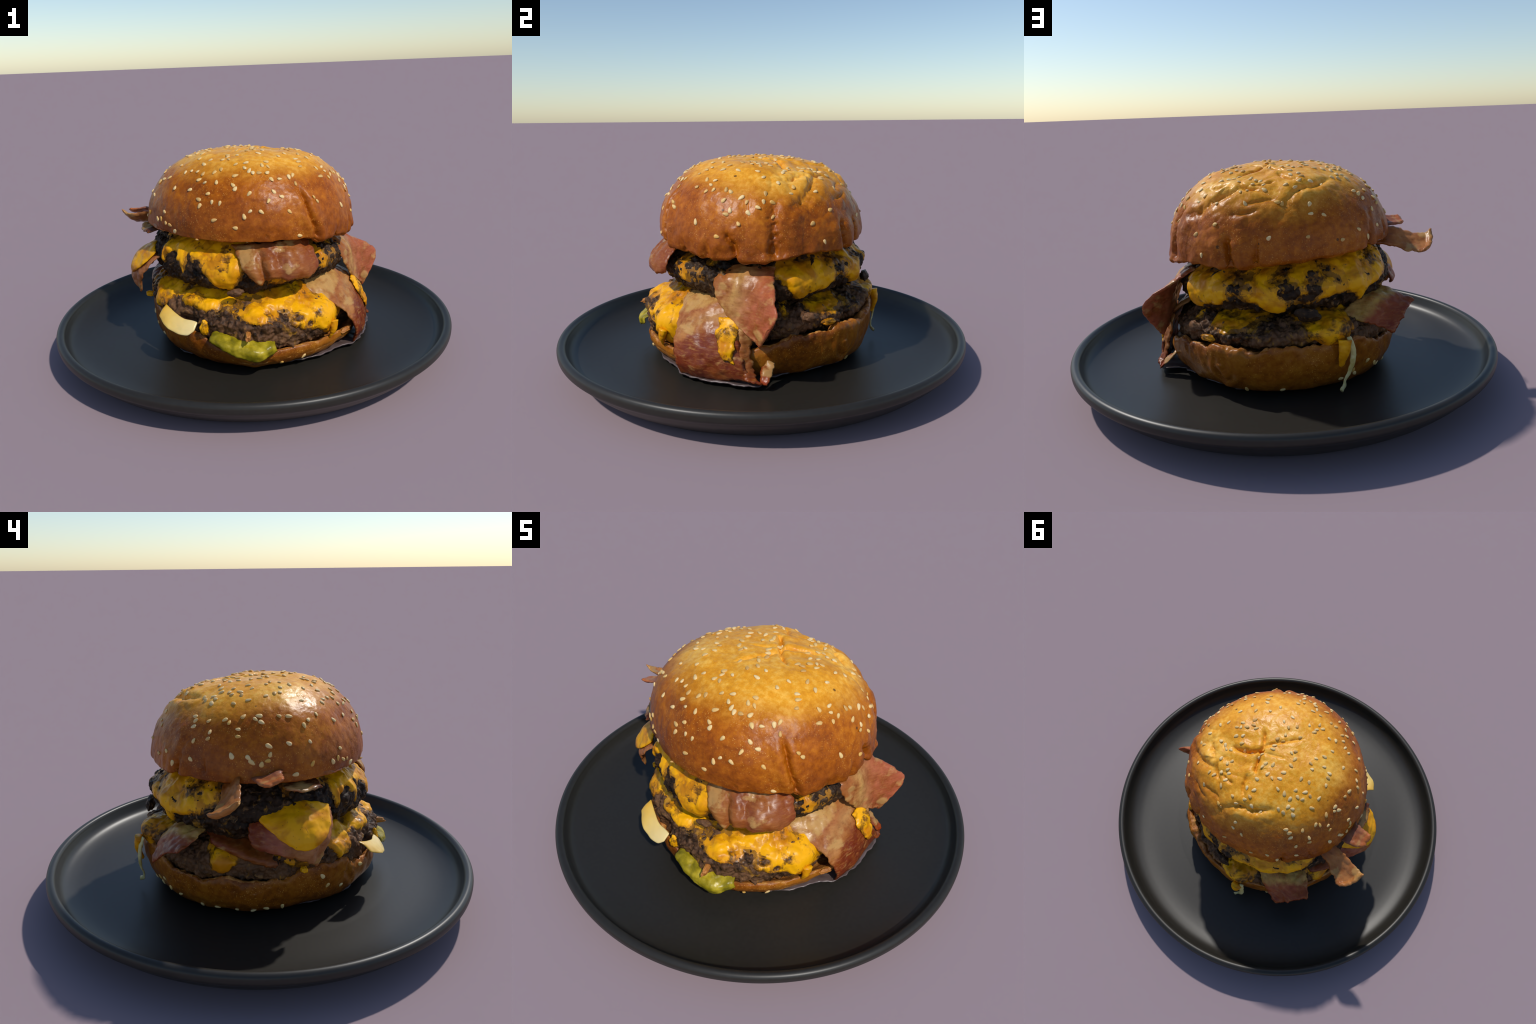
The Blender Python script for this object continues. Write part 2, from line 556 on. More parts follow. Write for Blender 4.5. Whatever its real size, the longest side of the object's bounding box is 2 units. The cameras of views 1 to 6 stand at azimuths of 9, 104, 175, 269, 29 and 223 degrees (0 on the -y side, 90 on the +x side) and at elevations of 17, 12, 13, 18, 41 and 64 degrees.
# ----------------------------------------------------------------- top bun ---
bun_low = around([(-180, .70), (-165, .695), (-150, .685), (-140, .675), (-125, .663), (-108, .664), (-98, .655), (-84, .650),
                  (-66, .648), (-48, .642), (-36, .617), (-24, .613), (-8, .600), (2, .603), (8, .594), (20, .600), (31, .615),
                  (42, .625), (50, .612), (66, .624), (80, .630), (93, .644), (106, .645), (117, .640), (135, .664),
                  (153, .680), (166, .688)])
bun_tuck = around([(-161, .003), (-102, .030), (-66, .022), (-30, .008), (5, -.004), (20, -.012), (50, .0), (95, .014), (120, .034),
                   (150, .016), (170, .005)])
bun_rad = around([(-165, .502), (-145, .486), (-125, .469), (-102, .471), (-66, .488), (-40, .496), (0, .504), (20, .514), (50, .512), (75, .490), (95, .476),
                  (120, .480), (140, .492), (165, .503)])

# crease lines pressed into the crown: (points, depth, width, raised lip)
CREASES = [
    ([(.056, .074, 1.0), (.069, .046, 1.0), (.103, .008, 1.0), (.151, -.033, .997)], .017, .011, .3),
    ([(.056, .074, 1.0), (.089, .109, .998), (.128, .134, .992), (.166, .149, .984), (.207, .153, .973)], .020, .012, .4),
    ([(.056, .074, 1.0), (.035, .115, 1.0), (.008, .166, .996), (-.017, .18, .994)], .017, .011, .4),
    ([(.056, .074, 1.0), (.06, .068, 1.0)], .018, .014, .0),
    ([(.013, .222, .985), (-.01, .27, .972), (-.048, .301, .959), (-.09, .327, .943)], .013, .011, .3),
    ([(.068, .057, 1.0), (.043, .009, 1.0), (-.007, -.066, 1.0), (-.061, -.139, .997)], .009, .010, .3),
    ([(.039, .075, 1.0), (-.014, .045, 1.0), (-.072, .02, 1.0)], .005, .008, .3),
    ([(.007, .414, .883), (-.025, .382, .912), (-.059, .352, .932), (-.116, .326, .939), (-.152, .301, .944), (-.219, .226, .958)], .024, .015, .55),
    ([(-.059, .352, .932), (-.046, .382, .912), (-.001, .417, .882)], .008, .010, .4),
    ([(.401, .234, .801), (.332, .277, .852), (.244, .298, .905), (.168, .292, .939)], .017, .014, .5),
    ([(.313, .183, .92), (.274, .223, .927), (.224, .252, .937), (.221, .286, .922)], .016, .013, .5),
    ([(.182, .226, .961), (.179, .271, .944), (.151, .308, .937), (.099, .325, .938)], .012, .011, .5),
    ([(.162, .385, .876), (.092, .385, .899), (.032, .394, .901)], .009, .011, .5),
    ([(.217, .391, .835), (.16, .411, .847), (.103, .419, .861)], .007, .010, .5),
    ([(.119, .295, .949), (.072, .298, .957), (.033, .295, .961)], .008, .010, .4),
    ([(-.136, .346, .924), (-.203, .311, .924), (-.252, .299, .912)], .007, .010, .4),
    ([(-.028, .406, .893), (-.084, .388, .902), (-.138, .369, .907)], .007, .010, .4),
    ([(.269, -.311, .879), (.29, -.328, .848), (.317, -.345, .797), (.337, -.355, .738), (.356, -.348, .688), (.366, -.343, .63)], .013, .012, .7),
    ([(.384, .188, .855), (.415, .171, .825), (.441, .166, .781), (.459, .174, .724), (.471, .172, .644)], .018, .022, .3),
    ([(.49, -.037, .722), (.496, -.015, .696), (.501, .014, .657), (.496, .019, .605)], .014, .016, .4),
    ([(.34, .283, .838), (.369, .261, .821), (.411, .208, .805)], .016, .014, .5),
    ([(.247, .417, .759), (.25, .43, .697), (.24, .44, .63)], .018, .017, .5),
    ([(-.012, .445, .847), (-.017, .472, .799), (-.029, .491, .75), (-.029, .499, .64)], .013, .012, .6),
    ([(-.309, .376, .781), (-.309, .392, .729), (-.296, .4, .65)], .009, .010, .5),
    ([(-.362, .282, .842), (-.368, .307, .803), (-.372, .325, .762), (-.352, .347, .66)], .012, .012, .5),
    ([(-.44, .223, .767), (-.45, .222, .68)], .008, .010, .4),
    ([(-.037, -.488, .757), (-.032, -.5, .64)], .006, .012, .3),
    ([(-.029, .491, .75), (-.07, .483, .766), (-.097, .473, .782)], .008, .010, .4),
    ([(.15, -.47, .70), (.155, -.475, .63)], .005, .012, .3),
    ([(.475, -.10, .72), (.485, -.11, .62)], .008, .012, .4),
    ([(.42, -.22, .72), (.435, -.23, .62)], .007, .012, .4),
    ([(.13, .46, .76), (.14, .47, .63)], .008, .014, .4),
]


def line_distance(P, line):
    """distance to a smooth line and the share of its length at the nearest point"""
    best = np.full(len(P), 9.0)
    where = np.zeros(len(P))
    c = catmull(np.array(line), max(2, 6 * (len(line) - 1)))
    for k, (a, b) in enumerate(zip(c[:-1], c[1:])):
        ab = b - a
        t = np.clip(((P - a) @ ab) / (ab @ ab + 1e-12), 0, 1)
        d = np.linalg.norm(P - a - t[:, None] * ab, axis=1)
        where = np.where(d < best, (k + t) / (len(c) - 1), where)
        best = np.minimum(best, d)
    return best, where


def bun_surface(nth, ns):
    th = np.linspace(0, TAU, nth, endpoint=False)
    al = np.linspace(0, math.pi / 2, 90)
    dome = np.stack([np.sin(al) ** (2 / 2.8), np.cos(al) ** (2 / 2.05)], 1)              # r/R , height share
    # below the widest ring: b runs 0 (widest) .. 1 (lip) .. 2 (underside)
    P = np.zeros((nth, ns, 3))
    low, tuck, rad = bun_low(th), bun_tuck(th), bun_rad(th)
    z0 = 0.658 - 0.008 * np.cos(th)
    for i in range(nth):
        R, L, k = rad[i], low[i], tuck[i]
        prof = np.stack([dome[:, 0] * R, z0[i] + (1.004 - z0[i]) * dome[:, 1]], 1)
        under = np.array([(R - .12 * k, z0[i] + .4 * (L - z0[i])), (R - .55 * k, z0[i] + .75 * (L - z0[i])), (R - k - .003, L + .006),
                          (R - k - .010, L), (R - k - .022, L + .002), (R - k - .05, L + .008), (R - k - .12, L + .012), (0.15, .66)])
        c = resample(np.concatenate([prof, under]), ns)
        P[i, :, 0] = c[:, 0] * math.cos(th[i])
        P[i, :, 1] = c[:, 0] * math.sin(th[i])
        P[i, :, 2] = c[:, 1]
    P[:, 0] = (0, 0, P[:, 0, 2].mean())
    return P


def displaced_bun(nth=900, ns=330):
    P = bun_surface(nth, ns)
    N = grid_normals(P)
    N[:, 0] = (0, 0, 1)
    p = P.reshape(-1, 3)
    n = N.reshape(-1, 3)
    h = 0.010 * fbm(p, 0.22, 2, 1) + 0.004 * fbm(p, 0.07, 2, 2) + 0.0012 * fbm(p, 0.02, 2, 3)
    # slack crinkles on the +x +y shoulder
    zone = smooth(.30, .0, np.linalg.norm(p - np.array([.13, .34, .90]), axis=1)) + \
        0.8 * smooth(.22, .0, np.linalg.norm(p - np.array([.33, .22, .85]), axis=1))
    wr = np.stack([p[:, 0] * 2.5 + p[:, 1] * 1.5, p[:, 1] * 11 - p[:, 0] * 4, p[:, 2] * 12], 1)
    h += zone * (-0.009 * (1 - np.abs(perlin(wr + 3.3)) * 3).clip(0, 1) ** 2 + 0.014 * perlin(wr * 0.6 + 8.1))
    # the flattened patch around the centre dips a little
    h -= 0.014 * np.exp(-(np.linalg.norm(p - np.array([.09, .12, .99]), axis=1) / .13) ** 2) \
        + 0.015 * np.exp(-(np.linalg.norm(p - np.array([.21, .20, .93]), axis=1) / .09) ** 2) \
        + 0.018 * np.exp(-(np.linalg.norm(p - np.array([.36, .28, .82]), axis=1) / .06) ** 2) \
        + 0.005 * np.exp(-(np.linalg.norm(p - np.array([.05, .02, 1.0]), axis=1) / .16) ** 2)
    for line, depth, width, lip in CREASES:
        lo = np.array(line).min(0) - 0.10
        hi = np.array(line).max(0) + 0.10
        sel = np.where(((p > lo) & (p < hi)).all(1))[0]
        d, t = line_distance(p[sel], line)
        w = 0.75 * width * (1 + .5 * fbm(p[sel], .03, 2, 4))
        d = np.abs(d + 0.35 * width * fbm(p[sel], 0.025, 2, 5))
        fade = (.45 + .55 * smooth(0, .3, t)) * smooth(1.02, .7, t)
        low_end = line[-1][2] < .67
        if low_end:
            fade = 1.5 * smooth(0, .4, t)
        h[sel] += fade * 1.35 * depth * (-np.exp(-(d / w) ** 1.5) + lip * .6 * np.exp(-((d - 2.6 * width) / (2.2 * width)) ** 2))
    # scalloped lip
    rr = np.hypot(p[:, 0], p[:, 1])
    lipw = smooth(.70, .62, p[:, 2]) * smooth(.40, .46, rr)
    h += lipw * 0.016 * fbm(p * np.array([1, 1, .3]), 0.07, 2, 6)
    q = p + n * h[:, None]
    # the crown leans: lower towards +y, higher towards -y
    q[:, 2] -= .022 * q[:, 1] * smooth(.72, .95, q[:, 2])
    return q.reshape(nth, ns, 3), n.reshape(nth, ns, 3)


BUN, BUN_N = displaced_bun()
nth, ns = BUN.shape[:2]
F = grid_faces(nth, ns, True)[:, ::-1].tolist()
F.append([i * ns + ns - 1 for i in range(nth)])
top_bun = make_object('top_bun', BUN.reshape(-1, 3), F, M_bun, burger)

# -------------------------------------------------------------- bottom bun ---
heel_top = around([(-174, .258), (-159, .280), (-149, .290), (-138, .285), (-130, .250), (-120, .225), (-109, .238), (-102, .205), (-95, .182),
                   (-80, .155), (-71, .178), (-53, .180), (-42, .178), (-20, .165), (0, .190), (16, .235), (29, .272), (45, .280), (60, .295),
                   (71, .280), (84, .300), (98, .303), (110, .298), (122, .308), (135, .255), (150, .243), (164, .262), (174, .252)])
heel_rad = around([(-161, .505), (-130, .525), (-102, .545), (-80, .565), (-60, .560), (-30, .545), (0, .530), (20, .535), (60, .545), (95, .540),
                   (110, .545), (130, .535), (166, .530)])


def build_bottom_bun(nth=720, ns=130):
    th = np.linspace(0, TAU, nth, endpoint=False)
    top, rad = heel_top(th), heel_rad(th)
    P = np.zeros((nth, ns, 3))
    for i in range(nth):
        R, T = rad[i], top[i]
        b = 0.074
        H = T - b
        prof = np.array([(.12, T - .03), (R - .10, T - .035), (R - .045, T - .02), (R - .022, T - .004), (R - .010, T), (R - .002, T - .008), (R, T - .03),
                         (R - .004, b + .62 * H), (R - .014, b + .42 * H), (R - .034, b + .22 * H), (R - .065, b + .07 * H),
                         (R - .095, b + .01), (R - .14, b), (.1, b)])
        c = resample(catmull(prof, 120), ns)
        P[i] = np.stack([c[:, 0] * math.cos(th[i]), c[:, 0] * math.sin(th[i]), c[:, 1]], 1)
    N = grid_normals(P)
    p, n = P.reshape(-1, 3), N.reshape(-1, 3)
    h = 0.013 * fbm(p, 0.13, 2, 21) + 0.003 * fbm(p, 0.04, 2, 22) + .001 * fbm(p, .015, 2, 23)
    for line, depth, width, lip in [([(.30, .42, .27), (.31, .42, .19), (.29, .43, .15)], .016, .014, .7),
                                    ([(.24, .47, .28), (.235, .46, .20), (.27, .44, .14)], .012, .012, .7),
                                    ([(.43, .30, .27), (.43, .29, .20)], .008, .012, .5),
                                    ([(-.50, -.08, .26), (-.49, -.06, .20), (-.50, .05, .17)], .008, .012, .4),
                                    ([(-.36, -.40, .28), (-.37, -.37, .22), (-.33, -.38, .17)], .010, .012, .5)]:
        d = line_distance(p, line)[0] + .25 * width * fbm(p, .02, 2, 5)
        h += -depth * np.exp(-(d / width) ** 2) + lip * depth * np.exp(-((d - 2.0 * width) / (1.3 * width)) ** 2)
    q = p + n * h[:, None]
    rr = np.hypot(p[:, 0], p[:, 1])
    q[:, 2] += smooth(.42, .5, rr) * smooth(.16, .22, p[:, 2]) * .020 * fbm(p, .045, 3, 24)
    q[:, 2] = np.maximum(q[:, 2], FLOOR + .006)
    F = grid_faces(nth, ns, True)[:, ::-1]
    # crumb shows on the cut inner side of the rim
    fl = F.tolist()
    fl.append([i * ns for i in range(nth)])
    fl.append([i * ns + ns - 1 for i in range(nth)][::-1])
    ob = make_object('bottom_bun', q, fl, [M_heel, M_crumb], burger)
    s = F.min(1) % ns
    cut = (s < ns * 0.56).astype(int)
    prof_r = np.hypot(q[F].mean(1)[:, 0], q[F].mean(1)[:, 1])
    tt = heel_top(np.arctan2(q[F].mean(1)[:, 1], q[F].mean(1)[:, 0]))
    rr_ = heel_rad(np.arctan2(q[F].mean(1)[:, 1], q[F].mean(1)[:, 0]))
    z = q[F].mean(1)[:, 2]
    inner = ((prof_r < rr_ - .008 + .006 * fbm(q[F].mean(1), .03, 2, 8)) & (z > tt - .05)).astype(int)
    ob.data.polygons.foreach_set('material_index', np.concatenate([inner, [1, 0]]).astype(np.int32))
    return ob, q.reshape(nth, ns, 3)


bottom_bun, HEEL = build_bottom_bun()

# ----------------------------------------------------------------- patties ---
up_rad = around([(-161, .482), (-130, .482), (-102, .490), (-66, .474), (-30, .460), (0, .466), (40, .478), (70, .480), (95, .493), (120, .490), (150, .500), (175, .500)])
up_bot = around([(-126, .435), (-94, .425), (-80, .412), (-58, .430), (-36, .430), (-9, .408), (36, .405), (60, .43), (85, .43), (103, .435),
                 (131, .420), (150, .415), (172, .42), (-150, .44)])
up_top = around([(-180, .665), (-90, .645), (-30, .625), (10, .61), (60, .625), (120, .645)])
low_rad = around([(-161, .508), (-130, .515), (-102, .542), (-80, .560), (-66, .558), (-45, .538), (-25, .50), (0, .490), (30, .500), (60, .497), (95, .513),
                  (110, .532), (130, .518), (166, .515)])
low_bot = around([(-150, .24), (-107, .215), (-84, .195), (-60, .18), (-40, .17), (0, .19), (20, .235), (45, .265), (77, .275), (110, .29), (140, .235), (170, .24)])
low_top = around([(-150, .44), (-124, .43), (-94, .395), (-60, .402), (-30, .405), (0, .40), (40, .395), (90, .412), (140, .425), (180, .43)])


def patty_base(rad, bot, top, nth, ns, slump, undercut):
    """flat round patty; the shoulder slopes in by slump towards the top, the foot by undercut"""
    th = np.linspace(0, TAU, nth, endpoint=False)
    R, B, T = rad(th), bot(th), top(th)
    P = np.zeros((nth, ns, 3))
    a = np.linspace(math.pi / 2, -math.pi / 2, 70)
    ez = np.sign(np.sin(a)) * np.abs(np.sin(a)) ** 0.9
    er = np.where(a > 0, 1 - np.abs(ez) ** 1.5, np.cos(a) ** 0.9)
    S, U = slump(th), undercut(th)
    for i in range(nth):
        k = np.where(a > 0, S[i], U[i])
        h = (T[i] - B[i]) / 2
        zc = (T[i] + B[i]) / 2 - .10 * h
        z = np.where(a > 0, zc + (T[i] - zc) * ez, zc + (zc - B[i]) * ez)
        rim = np.stack([R[i] - k + k * er, z], 1)
        prof = np.concatenate([[(.2, T[i] + .004)], rim, [(.2, B[i] - .004)]])
        d = np.concatenate([[0], np.cumsum(np.linalg.norm(np.diff(prof, axis=0), axis=1))])
        # few rows on the hidden flats, many on the rim
        t = np.interp(np.linspace(0, 1, ns), [0, .04, .96, 1], [0, d[1] - .06, d[-2] + .06, d[-1]])
        c = np.stack([np.interp(t, d, prof[:, k2]) for k2 in range(2)], 1)
        P[i] = np.stack([c[:, 0] * math.cos(th[i]), c[:, 0] * math.sin(th[i]), c[:, 1]], 1)
    return P


def lumps(p, seed, fine=True):
    """ground beef: crumbs of three sizes"""
    q = p + .010 * np.stack([fbm(p, .03, 2, seed + k) for k in (5, 6, 7)], 1)
    h = .016 * fbm(p, .11, 2, seed) + .020 * (.55 - worley(q, .058, seed))
    if fine:
        h = h +   .015 * (.5 - worley(q, .027, seed + 1)) + .007 * (.5 - worley(q, .013, seed + 3)) + .004 * fbm(p, .012, 2, seed + 2)
    return h


def pol(deg, r, z):
    return (r * math.cos(math.radians(deg)), r * math.sin(math.radians(deg)), z)


def close_ring(F, nth, ns):
    F = F.tolist()
    F.append([i * ns for i in range(nth)])
    F.append([i * ns + ns - 1 for i in range(nth)][::-1])
    return F


up_slump = around([(-180, .10), (-150, .11), (-125, .13), (-95, .13), (-60, .17), (-20, .18), (10, .17), (40, .15), (75, .18), (100, .18), (125, .14), (150, .11)])
low_slump = around([(-150, .14), (-110, .14), (-80, .14), (-55, .17), (-20, .20), (20, .18), (60, .23), (90, .25), (120, .18), (150, .14)])
NTH, NS = 820, 110
UP = patty_base(up_rad, up_bot, up_top, NTH, NS, up_slump, around([(-90, .065), (90, .06)]))
LOW = patty_base(low_rad, low_bot, low_top, NTH, NS, low_slump, around([(-75, .02), (0, .045), (180, .045)]))
UPN, LOWN = grid_normals(UP), grid_normals(LOW)


def make_patty(P, N, seed, mat, amp=1.0):
    p, n = P.reshape(-1, 3), N.reshape(-1, 3)
    q = p + n * (lumps(p, seed) * amp)[:, None]
    return make_object('patty', q, close_ring(grid_faces(NTH, NS, True)[:, ::-1], NTH, NS), mat, burger)


bump = np.exp(-(np.linalg.norm(LOW - np.array([.08, -.56, .25]), axis=-1) / .09) ** 2)
hollow = np.exp(-(np.linalg.norm(LOW - np.array(pol(-114, .52, .285)), axis=-1) / .055) ** 2)
LOW = LOW + LOWN * (.022 * bump - .045 * hollow)[..., None]
make_patty(UP, UPN, 31, M_patty_up)
make_patty(LOW, LOWN, 41, M_patty_low, 1.15)


def melt(name, P, N, seed, low_edge, mat, thick, holes=(), bare=.25, spans=None, bulges=(), edge=.020, share=.62):
    """cheese melted over a patty: a skin on the same surface whose lower edge follows low_edge(angle).
    Where the melt runs thin the crumbs of the patty stick out through it."""
    p, n = P.reshape(-1, 3), N.reshape(-1, 3)
    th = np.arctan2(p[:, 1], p[:, 0])
    steep = (low_edge(th + .012) - low_edge(th - .012)) / .024 / np.maximum(np.hypot(p[:, 0], p[:, 1]), .2)
    m = (p[:, 2] - low_edge(th)) / np.sqrt(1 + steep ** 2) + .012 * fbm(p, .035, 3, seed)
    m = np.minimum(m, (n[:, 2] + .95) * .08)           # not on the underside
    if spans is not None:
        m = np.minimum(m, spans(th))
    body = 1 + 1.1 * fbm(p, .10, 3, seed + 2) - bare
    for c, r in holes:
        d = np.linalg.norm((p - np.array(c)) * np.array([1, 1, 1.25]), axis=1) / r + .9 * fbm(p, .03, 3, seed + 1)
        body = body - 1.6 * np.exp(-np.clip(d, 0, 9) ** 2)
    for c, r, a in bulges:
        body = body + a * np.exp(-(np.linalg.norm(p - np.array(c), axis=1) / r) ** 2)
    t = thick * np.clip(body, -.5, 2.2) * np.sqrt(np.clip(m / edge, 0, 1)) - .003
    beef = 31 if P is UP else 41
    q = p + n * (lumps(p, beef, False) * share + .15 * (lumps(p, beef) - lumps(p, beef, False)) + t)[:, None]
    keep = m > -.004
    F = grid_faces(NTH, NS, True, None)[:, ::-1]
    F = F[keep[F].all(1)]
    ft = (t + .0035 * fbm(p, .02, 2, seed + 7))[F].mean(1)
    slot = np.where(ft < .0035, 2, np.where(ft < .0075, 1, 0)).astype(np.int32)
    V, F = compact(q, F)
    ob = make_object(name, V, F.tolist(), mat if isinstance(mat, list) else [mat, M_cheese_thin, M_cheese_crust], burger)
    ob.data.polygons.foreach_set('material_index', slot)
    return ob


up_edge = around([(-147, .60), (-142, .60), (-138.5, .505), (-136, .55), (-130, .575), (-124, .54), (-121, .478), (-117, .556), (-111, .556), (-106, .50), (-98, .440),
                  (-92, .428), (-86, .48), (-83, .57), (-78, .62), (-70, .64), (-30, .66), (-20, .60), (-7, .588), (6, .60), (14, .62), (19, .56), (22, .510), (26, .48),
                  (34, .408), (41, .432), (50, .440), (56, .462), (63, .480), (71, .462), (79, .420), (85, .422), (89, .455), (100, .46), (105, .475), (116, .486),
                  (125, .475), (129, .434), (135, .480), (148, .50), (153, .517), (158, .55), (163, .59), (168, .68), (-176, .70), (-168, .575), (-160, .60), (-153, .63)])
melt('cheese_slice', UP, UPN, 51, up_edge, M_cheese_up, .013,
     holes=[(pol(94, .49, .60), .022), (pol(89, .50, .528), .036), (pol(71, .50, .531), .026), (pol(101, .50, .515), .022), (pol(112, .49, .605), .026),
            (pol(149, .48, .597), .018), (pol(135, .47, .635), .030), (pol(-104, .495, .585), .030), (pol(60, .49, .49), .016)],
     bulges=[(pol(-97, .49, .48), .05, .8), (pol(34, .48, .47), .06, 1.6), (pol(-130, .46, .60), .06, 1.2), (pol(125, .49, .53), .07, .9), (pol(80, .5, .46), .05, .8), (pol(-139, .48, .56), .04, .8)])

# a thin smear left on the lower flank of the upper patty
smear_edge = around([(-75, .60), (-71, .445), (-62, .437), (-58, .46), (-50, .60), (-45, .52), (-36, .47), (-28, .455), (-20, .47), (-12, .60), (0, .9), (180, .9)])
melt('cheese_smear', UP, UPN, 55, smear_edge, M_cheese_thin, .009, bare=.55, spans=lambda th: .05 * (1 - np.abs(np.degrees(th) + 43) / 35))

low_edge = around([(-155, .36), (-146, .35), (-140, .295), (-134, .30), (-128, .36), (-124, .372), (-118, .340), (-107, .336), (-96, .350), (-90, .325), (-83, .312), (-76, .302),
                   (-70, .30), (-66, .31), (-60, .262), (-56, .245), (-50, .232), (-46, .215), (-42, .188), (-38, .172), (-33, .20), (-28, .22), (-20, .27), (-10, .33), (5, .36), (20, .38), (27, .335), (34, .40),
                   (44, .34), (52, .325), (62, .345), (72, .365), (86, .42), (91, .372), (99, .32), (105, .280), (109, .250), (112, .215), (115, .26), (118, .335), (122, .375), (130, .41),
                   (150, .40), (154, .355), (157, .285), (162, .278), (168, .312), (172, .375), (180, .37), (-172, .335), (-165, .30), (-158, .295)])
melt('cheese_slice', LOW, LOWN, 61, low_edge, M_cheese_low, .015, bare=.18,
     holes=[(pol(-73, .53, .355), .022), (pol(-66, .535, .34), .018), (pol(-58, .54, .305), .016), (pol(-84, .53, .37), .020), (pol(-53, .545, .27), .014),
            (pol(-114, .52, .375), .016), (pol(103, .51, .40), .030), (pol(45, .5, .37), .02), (pol(65, .5, .38), .025)],
     bulges=[(pol(-42, .53, .27), .06, 1.0), (pol(108, .52, .33), .08, 1.4), (pol(-112, .51, .36), .07, 1.0), (pol(-125, .50, .38), .05, .8), (pol(-80, .53, .33), .04, .6), (pol(161, .51, .31), .05, .8)])

# ------------------------------------------------------------ bacon strips ---
# wide strip hanging out on +x, folded lengthways
slab('bacon_strip', [
    [(.38, -.10, .53), (.40, .0, .555), (.41, .08, .555), (.40, .16, .56)],
    [(.445, -.095, .50), (.475, .0, .51), (.465, .085, .525), (.46, .17, .525)],
    [(.48, -.068, .425), (.505, .02, .435), (.520, .10, .440), (.59, .205, .460)],
    [(.515, .005, .345), (.53, .06, .35), (.555, .12, .355), (.635, .222, .403)],
    [(.555, .10, .28), (.56, .12, .268), (.569, .140, .26), (.615, .18, .33)]],
    bacon_material('bacon_pink', (0, .93, -.35), (.5, .0, .42), [(-.14, BROWN), (-.07, PALE), (-.01, FAT), (.05, (.46, .19, .07)), (.10, (.44, .13, .055)), (.22, (.47, .12, .06))], brown=.35, wobble=.03),
    burger, .016, seed=2.0, wave=.004)
# broad strip draped over the lower patty and down to the plate
slab('bacon_strip', push([
    [(.25, -.28, .40), (.30, -.17, .425), (.34, -.04, .42), (.38, .05, .41)],
    [(.32, -.292, .375), (.385, -.165, .405), (.43, -.03, .40), (.45, .05, .385)],
    [(.40, -.293, .325), (.455, -.165, .358), (.495, -.02, .355), (.52, .05, .345)],
    [(.48, -.274, .278), (.525, -.15, .285), (.548, -.015, .282), (.56, .04, .285)],
    [(.53, -.268, .218), (.560, -.12, .230), (.575, -.005, .225), (.575, .05, .225)],
    [(.552, -.252, .150), (.580, -.14, .145), (.590, .01, .165), (.590, .07, .165)],
    [(.535, -.235, .095), (.560, -.13, .088), (.592, .04, .105), (.602, .105, .110)]], -.016),
    bacon_material('bacon_streaky', (.62, .25, -.74), (.40, -.29, .33), [(-.06, FAT), (.012, FAT), (.035, (.42, .16, .05)), (.09, (.50, .27, .09)), (.135, PALE), (.165, RED), (.30, (.15, .025, .009))], brown=.5, wobble=.05),
    burger, .018, seed=3.0, wave=.004, grain=.0008)
M_rim = bacon_material('bacon_rim', (0, 0, 1), (0, 0, .1), [(0, RED), (.06, BROWN), (.2, (.40, .16, .04))], brown=.5)
slab('bacon_strip', [      # its curled far edge standing on the plate
    [(.530, .035, .32), (.515, .085, .32)],
    [(.556, .040, .245), (.535, .090, .24)],
    [(.570, .045, .180), (.550, .095, .175)],
    [(.588, .070, .130), (.570, .115, .120)],
    [(.602, .105, .110), (.585, .150, .098)]], M_rim, burger, .014, seed=4.0, ragged=.010, wave=.006)
slab('bacon_strip', [
    [(.500, .150, .18), (.515, .185, .17)],
    [(.545, .140, .145), (.555, .180, .135)],
    [(.572, .138, .105), (.585, .170, .102)]],
    bacon_material('bacon_inside', (0, 0, 1), (0, 0, .1), [(0, (.32, .05, .008)), (.06, RED), (.1, DARK)], brown=.2), burger, .012, seed=4.5)
slab('cheese_patch', push([
    [(.512, -.055, .350), (.515, -.01, .352), (.515, .03, .350)],
    [(.550, -.055, .288), (.562, -.012, .288), (.565, .030, .288)],
    [(.578, -.040, .225), (.586, -.008, .225), (.584, .025, .222)],
    [(.585, -.020, .185), (.592, .0, .185), (.592, .020, .182)]], -.008),
    cheese_material('peppered_cheese', stain=.75), burger, .012, seed=5.0, ragged=.012)
# strip across the front under the crown
slab('bacon_strip', push([
    [(-.01, -.435, .635), (.02, -.480, .60), (.035, -.508, .572), (.05, -.516, .545)],
    [(.065, -.445, .640), (.088, -.493, .595), (.107, -.524, .535), (.119, -.528, .487)],
    [(.105, -.440, .643), (.122, -.478, .598), (.138, -.505, .540), (.148, -.508, .500)],
    [(.14, -.430, .645), (.160, -.486, .60), (.175, -.526, .555), (.182, -.530, .518)],
    [(.175, -.420, .645), (.196, -.464, .60), (.212, -.500, .548), (.214, -.503, .510)],
    [(.215, -.400, .645), (.238, -.457, .60), (.257, -.498, .545), (.257, -.500, .500)],
    [(.275, -.350, .645), (.302, -.405, .60), (.328, -.440, .545), (.326, -.441, .495)],
    [(.315, -.295, .635), (.345, -.338, .60), (.372, -.368, .550), (.372, -.368, .512)]], -.022, -.010),
    bacon_material('bacon_front', (.8, .45, .4), (.08, -.51, .55), [(-.06, BROWN), (.0, (.36, .14, .028)), (.08, (.33, .115, .028)), (.13, (.21, .058, .026)), (.20, (.35, .13, .035)), (.28, (.26, .062, .022)), (.36, RED)], brown=.65, wobble=.06),
    burger, .014, seed=6.0, wave=.005, wave_scale=.05)
